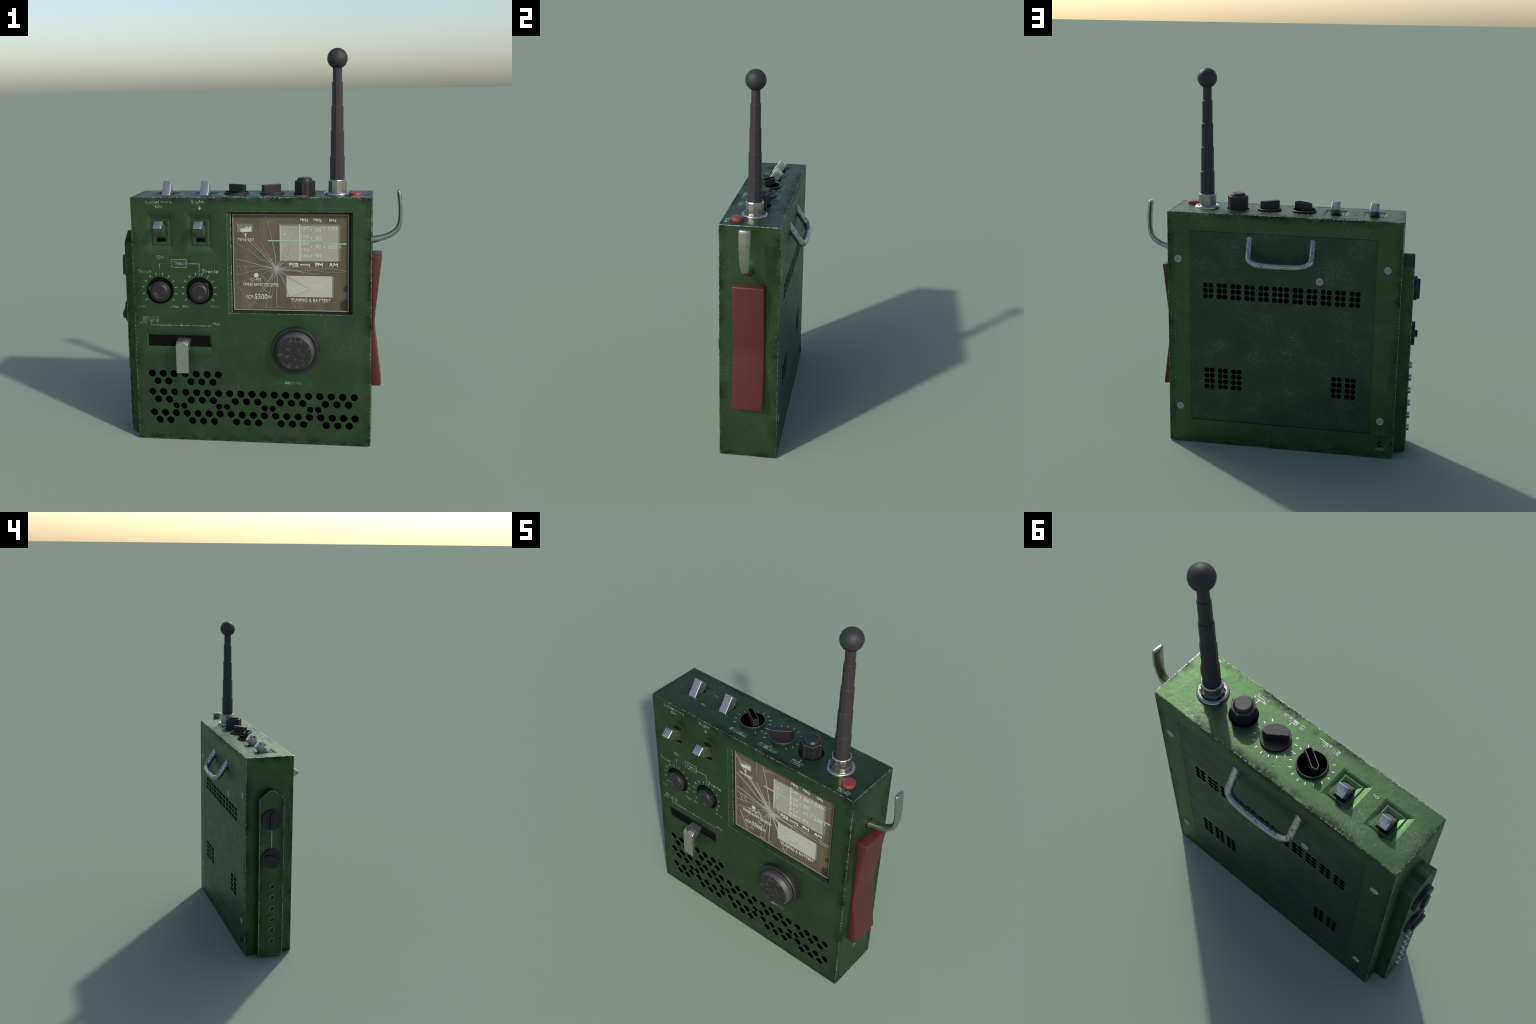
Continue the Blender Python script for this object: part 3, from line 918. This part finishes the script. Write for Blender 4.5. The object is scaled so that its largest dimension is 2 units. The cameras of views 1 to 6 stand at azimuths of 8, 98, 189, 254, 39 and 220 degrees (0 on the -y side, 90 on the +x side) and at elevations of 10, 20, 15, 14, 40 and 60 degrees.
n_ = Nodes("worn_lip")
w_ = n_.math("MULTIPLY", n_.ramp(n_.noise(85.0, 4.0, 0.65), 0.42, 0.60), n_.ramp(n_.noise(12.0, 2.0), 0.30, 0.55, 0.25, 1.0))
M_LIP = n_.done(n_.mix(w_, GREEN, (0.46, 0.46, 0.43)), 0.42, 0.85)
flush = lambda a, b, h: Vector((a, Y0 - h * 0.35, b))
printed("opening_lip", [(-0.1400, 0.6862, 0.4880, 0.6892)], flush, M_LIP)
printed("opening_lip", [(-0.1424, 0.6862, -0.1402, 1.2076)], flush, M_LIP)
printed("opening_lip", [(-0.1400, 1.2074, 0.4880, 1.2088)], flush, M_LIP)
bm = bmesh.new()
loft_into(bm, [[Vector((x, y, z)) for x, y in ((-0.1262, -0.1387), (-0.1232, -0.1370), (-0.1232, -0.1360), (-0.1262, -0.1377))] for z in (0.6945, 1.1990)])
link("opening_lip", to_mesh(bm, "opening_lip", M_LIP))

# dial ticks round the knobs
bm = bmesh.new()
box_into(bm, (-0.0056, -0.0018, -0.0005), (0.0056, 0.0018, 0.0008))
tick_me = to_mesh(bm, "dial_tick", M_TICK)
for (cx_, cy_) in (KNOB_A, KNOB_B):
    for k in range(13):
        a = math.radians(-41 + 262 * k / 12)
        p = (cx_ + 0.0848 * math.cos(a), cy_ + 0.0848 * math.sin(a), Z1)
        link("dial_tick", tick_me, ROOT, Matrix.Translation(p) @ Matrix.Rotation(a, 4, "Z"))
to_front = Matrix(((1, 0, 0, 0), (0, 0, -1, 0), (0, 1, 0, 0), (0, 0, 0, 1)))
for (kx, kz) in TONE:
    for k in range(12):
        a = math.radians(-34 + 248 * k / 11)
        p = (kx + 0.0857 * math.cos(a) - 0.0018, Y0, kz + 0.0870 * math.sin(a) + 0.0012)
        link("dial_tick", tick_me, ROOT, Matrix.Translation(p) @ to_front @ Matrix.Rotation(a, 4, "Z"))

# words on the dial
for wtxt, a, b, t, bt, mat, bold in (
        ("TIME SET", 135, 328, 430, 463, M_DTEXT, 0.010), ("MHz", 848, 936, 203, 239, M_DBOLD, 0.012), ("MHz", 999, 1086, 203, 239, M_DBOLD, 0.012),
        ("kHz", 1174, 1251, 203, 239, M_DBOLD, 0.012), ("PSB", 718, 826, 700, 746, M_DBOLD, 0.020), ("FM", 1014, 1098, 699, 744, M_DBOLD, 0.020),
        ("AM", 1165, 1266, 699, 744, M_DBOLD, 0.020), ("147", 858, 945, 294, 333, M_DDIM, 0.0), ("150", 858, 945, 384, 424, M_DDIM, 0.0),
        ("152", 858, 945, 462, 497, M_DDIM, 0.0), ("154", 862, 945, 532, 572, M_DDIM, 0.0), ("156", 862, 945, 600, 640, M_DDIM, 0.0),
        ("88", 1016, 1082, 310, 349, M_DDIM, 0.0), ("90", 1016, 1082, 402, 440, M_DDIM, 0.0), ("92", 1018, 1082, 496, 536, M_DDIM, 0.0),
        ("94", 1018, 1083, 600, 640, M_DDIM, 0.0), ("530", 1158, 1262, 294, 335, M_DDIM, 0.0), ("600", 1158, 1262, 498, 538, M_DDIM, 0.0),
        ("1", 667, 679, 362, 394, M_DDIM, 0.0), ("2", 662, 684, 486, 520, M_DDIM, 0.0),
        ("IC+FET", 279, 403, 880, 917, M_DTEXT, 0.004), ("THREE BAND RECEIVER", 187, 601, 934, 973, M_DTEXT, 0.008),
        ("ICF-", 230, 322, 1074, 1120, M_DTEXT, 0.006), ("5500", 322, 468, 1060, 1122, M_DTEXT, 0.012), ("W", 472, 524, 1078, 1120, M_DTEXT, 0.004),
        ("TUNING & BATTERY", 738, 1190, 1106, 1146, M_DTEXT, 0.010)):
    lettering("dial_lettering", wtxt, mat, on_dial, U(a), U(b), V(bt), V(t), display, bold, 0.0016 if mat is M_DDIM else 0.0010)
# small round emblem and arrow
bm = bmesh.new()
burst = [(345 + (31 if k % 2 else 23) * math.cos(k * math.pi / 9), 847 + (31 if k % 2 else 23) * math.sin(k * math.pi / 9)) for k in range(18)]
loft_into(bm, [[on_dial(U(a), V(b), h) for a, b in burst] for h in (-0.0005, 0.0009)])
emblem = to_mesh(bm, "dial_emblem", M_DTEXT, weld=False)
link("dial_emblem", emblem, display)
bm = bmesh.new()
poly = [(226, 414), (226, 392), (219, 386), (224, 370), (237, 370), (242, 386), (235, 392), (235, 414)]
loft_into(bm, [[on_dial(U(a), V(b), h) for a, b in poly] for h in (-0.0005, 0.0010)])
link("dial_arrow", to_mesh(bm, "dial_arrow", M_DTEXT, weld=False), display)

# ------------------------------------------------------------------ cracks in the dial glass, radiating from one blow
# each crack: width, then points in dial units from the point of impact
cracks = [
    (4.5, (0, 0), (-5, -110), (-60, -380), (-112, -595)), (2.5, (-10, -60), (-22, -180), (-55, -330)),
    (6.0, (0, 0), (-95, -95), (-190, -195), (-330, -320), (-390, -420), (-480, -530)), (3.5, (0, 0), (-80, -110), (-180, -215), (-280, -310)),
    (3.5, (0, 0), (-60, -100), (-145, -228), (-190, -305)), (3.5, (0, 0), (-110, -80), (-165, -85), (-260, -160), (-410, -250), (-470, -290)),
    (5.0, (0, 0), (-150, -20), (-290, -60), (-400, -85), (-480, -97)), (3.0, (0, 0), (-130, -10), (-300, -15), (-470, -25)),
    (3.5, (0, 0), (-120, 10), (-240, 30), (-390, 70), (-480, 82)), (3.0, (0, 0), (-110, 45), (-250, 110), (-465, 180)),
    (6.0, (0, 0), (-85, 135), (-110, 160), (-200, 290), (-330, 478)), (4.0, (-40, 70), (-75, 145), (-180, 300), (-300, 470)),
    (4.0, (0, 0), (-45, 110), (-75, 270), (-110, 380), (-130, 472)), (3.5, (0, 0), (-20, 110), (-32, 230), (-62, 340), (-75, 472)),
    (5.0, (0, 0), (5, 120), (0, 300), (-10, 475)), (3.0, (0, 0), (14, 130), (-4, 280), (-12, 400)),
    (4.5, (0, 0), (40, 80), (108, 215), (140, 310), (225, 475)), (2.5, (0, 0), (60, 100), (112, 205)), (3.5, (0, 0), (60, 60), (195, 145)),
    (4.5, (0, 0), (120, 80), (265, 165), (340, 215), (400, 230)), (3.0, (400, 230), (280, 285), (160, 325)),
    (4.5, (0, 0), (150, 15), (260, 30), (400, 15), (620, -5), (790, 30)), (3.0, (0, 0), (100, -12), (250, -15), (520, -15)),
    (4.5, (0, 0), (140, 30), (285, 35), (305, 97)), (2.5, (250, 35), (420, 65), (500, 55)), (2.0, (420, 20), (560, 40), (760, 45)),
    (4.5, (0, 0), (90, -70), (175, -115), (270, -165), (390, -250), (530, -318), (580, -360), (650, -395), (790, -515)),
    (3.0, (170, -125), (200, -160), (300, -245), (480, -312)), (3.5, (0, 0), (60, -90), (110, -220), (200, -360), (300, -500), (420, -594)),
    (2.5, (0, 0), (30, -60), (62, -155)), (2.5, (245, 362), (245, 475)), (2.5, (735, -245), (712, -20)), (1.6, (-190, -590), (-190, -410)),
    (3.0, (-145, -228), (-178, -192)), (2.0, (-275, -260), (-322, -205)), (2.5, (-220, -203), (-260, -160)), (2.5, (-95, -165), (-120, -132)),
    (2.5, (-425, -23), (-390, 72)), (2.5, (-362, -18), (-338, 52)), (2.0, (-455, -88), (-470, -40)), (2.5, (-105, -78), (-117, -28)),
    (3.0, (-165, 87), (-105, 147)), (3.0, (-170, 90), (-120, 170)), (3.0, (-215, 120), (-140, 185)), (3.0, (-155, 242), (-80, 287)),
    (2.5, (-130, 449), (-68, 456)), (2.5, (-5, 437), (50, 445)), (2.5, (205, 437), (160, 453)), (3.0, (-100, -523), (73, -551)),
    (2.5, (-445, -508), (-415, -526)), (3.5, (103, -165), (172, -130)), (2.5, (78, -135), (135, -35)), (2.5, (173, -125), (173, -70)),
    (2.0, (-275, 392), (-222, 408)), (2.0, (-430, 217), (-320, 445)), (2.0, (-75, 205), (-30, 215)), (2.5, (-55, -110), (-25, -125)),
    (2.5, (-70, -90), (-25, -105)), (2.5, (335, -8), (335, 28)), (2.5, (350, -8), (350, 28)), (2.0, (245, 35), (245, 65)), (2.0, (128, -150), (160, -265)),
    (2.0, (-105, 100), (-100, 60)), (2.0, (-60, -98), (0, -105)), (2.0, (460, 30), (445, 85)), (2.0, (515, 30), (500, 85)),
]
bm = bmesh.new()
rng = random.Random(11)
for k in range(46):     # short splinters round the impact
    a = rng.uniform(0, 2 * math.pi)
    r0, r1 = rng.uniform(0, 25), rng.uniform(35, 120)
    b = a + rng.uniform(-0.08, 0.08)
    cracks.append((rng.uniform(1.8, 3.6), (r0 * math.cos(a), r0 * math.sin(a)), (r1 * math.cos(b), r1 * math.sin(b))))
for k in range(26):     # cross links between neighbouring rays
    a = rng.uniform(0, 2 * math.pi)
    r = rng.uniform(40, 130)
    b = a + rng.choice((-1, 1)) * rng.uniform(0.10, 0.24)
    cracks.append((1.8, (r * math.cos(a), r * math.sin(a)), (r * 1.05 * math.cos(b), r * 1.05 * math.sin(b))))
for k, (w, *pts) in enumerate(cracks):
    m = len(pts)
    rings = []
    lift = 0.0019 + 0.0004 * ((k * 7) % 11) / 11
    for i, (a, b) in enumerate(pts):
        p, q = pts[max(i - 1, 0)], pts[min(i + 1, m - 1)]
        dx, dy = q[0] - p[0], q[1] - p[1]
        ln = math.hypot(dx, dy) or 1.0
        nx, ny = -dy / ln, dx / ln
        hw_ = 0.62 * w * (1.0 - 0.55 * i / (m - 1))
        cx_, cy_ = max(100, min(1380, 575 + a)), max(172, min(1238, 763 + b))
        rings.append([on_dial(U(cx_ + nx * hw_ * s_), V(cy_ + ny * hw_ * s_), h) for s_, h in ((-1, 0.0), (-0.8, lift), (0.8, lift), (1, 0.0))])
    loft_into(bm, rings)
# ground-glass dimple at the impact
lathe_into(bm, (U(575), FACE, V(763)), "y-", [(0.0125, 0.0), (0.0080, 0.0018), (0.0030, 0.0026)], 9)
ck = link("glass_crack", to_mesh(bm, "glass_crack", M_CRACK, weld=False), display)
ck["kind"] = "stuff"

# ------------------------------------------------------------------ deeper scratches and dents scored into the paint
n_ = Nodes("scored_paint")
M_SCORE = n_.done(n_.mix(n_.ramp(n_.noise(90.0, 3.0), 0.40, 0.62), tuple(c * 1.15 for c in GREEN), (0.17, 0.25, 0.16)), 0.34, 0.9)
on_right = lambda a, b, h: Vector((X1 + h, a, b))
on_back = lambda a, b, h: Vector((a, Y1 + h, b))
bm = bmesh.new()
for place, w, pts in (
        (on_right, 0.0011, ((-0.0205, 0.180), (0.010, 0.206), (0.051, 0.256))), (on_right, 0.0008, ((-0.0465, 0.267), (-0.041, 0.250), (-0.037, 0.231))),
        (on_right, 0.0009, ((0.030, 0.987), (0.040, 1.022), (0.056, 1.050))), (on_right, 0.0007, ((-0.030, 0.128), (-0.005, 0.124), (0.012, 0.118))),
        (on_back, 0.0009, ((0.570, 1.1160), (0.520, 1.1330), (0.4655, 1.1435))), (on_back, 0.0009, ((0.572, 0.8705), (0.520, 0.8735), (0.4625, 0.8770))),
        (on_back, 0.0008, ((-0.380, 0.075), (-0.330, 0.108), (-0.285, 0.124))), (on_front, 0.0008, ((-0.628, 0.293), (-0.600, 0.284), (-0.566, 0.272))),
        (on_front, 0.0006, ((-0.622, 0.262), (-0.600, 0.256), (-0.585, 0.253))), (on_front, 0.0007, ((0.496, 0.112), (0.520, 0.109), (0.548, 0.105))),
        (on_front, 0.0007, ((0.440, 0.197), (0.458, 0.192), (0.468, 0.186))), (on_front, 0.0007, ((0.318, 0.655), (0.325, 0.668), (0.330, 0.682)))):
    rings = []
    for i, (a, b) in enumerate(pts):
        (pa, pb), (qa, qb) = pts[max(i - 1, 0)], pts[min(i + 1, 2)]
        ln = math.hypot(qa - pa, qb - pb)
        na, nb = -(qb - pb) / ln, (qa - pa) / ln
        hw_ = w * (1.0 if i == 1 else 0.35)
        rings.append([place(a + na * hw_ * k, b + nb * hw_ * k, h) for k, h in ((-1, -0.0004), (-0.6, 0.0004), (0.6, 0.0004), (1, -0.0004))])
    loft_into(bm, rings)
sc = link("paint_scratch", to_mesh(bm, "paint_scratch", M_SCORE, weld=False), case)
sc["kind"] = "stuff"
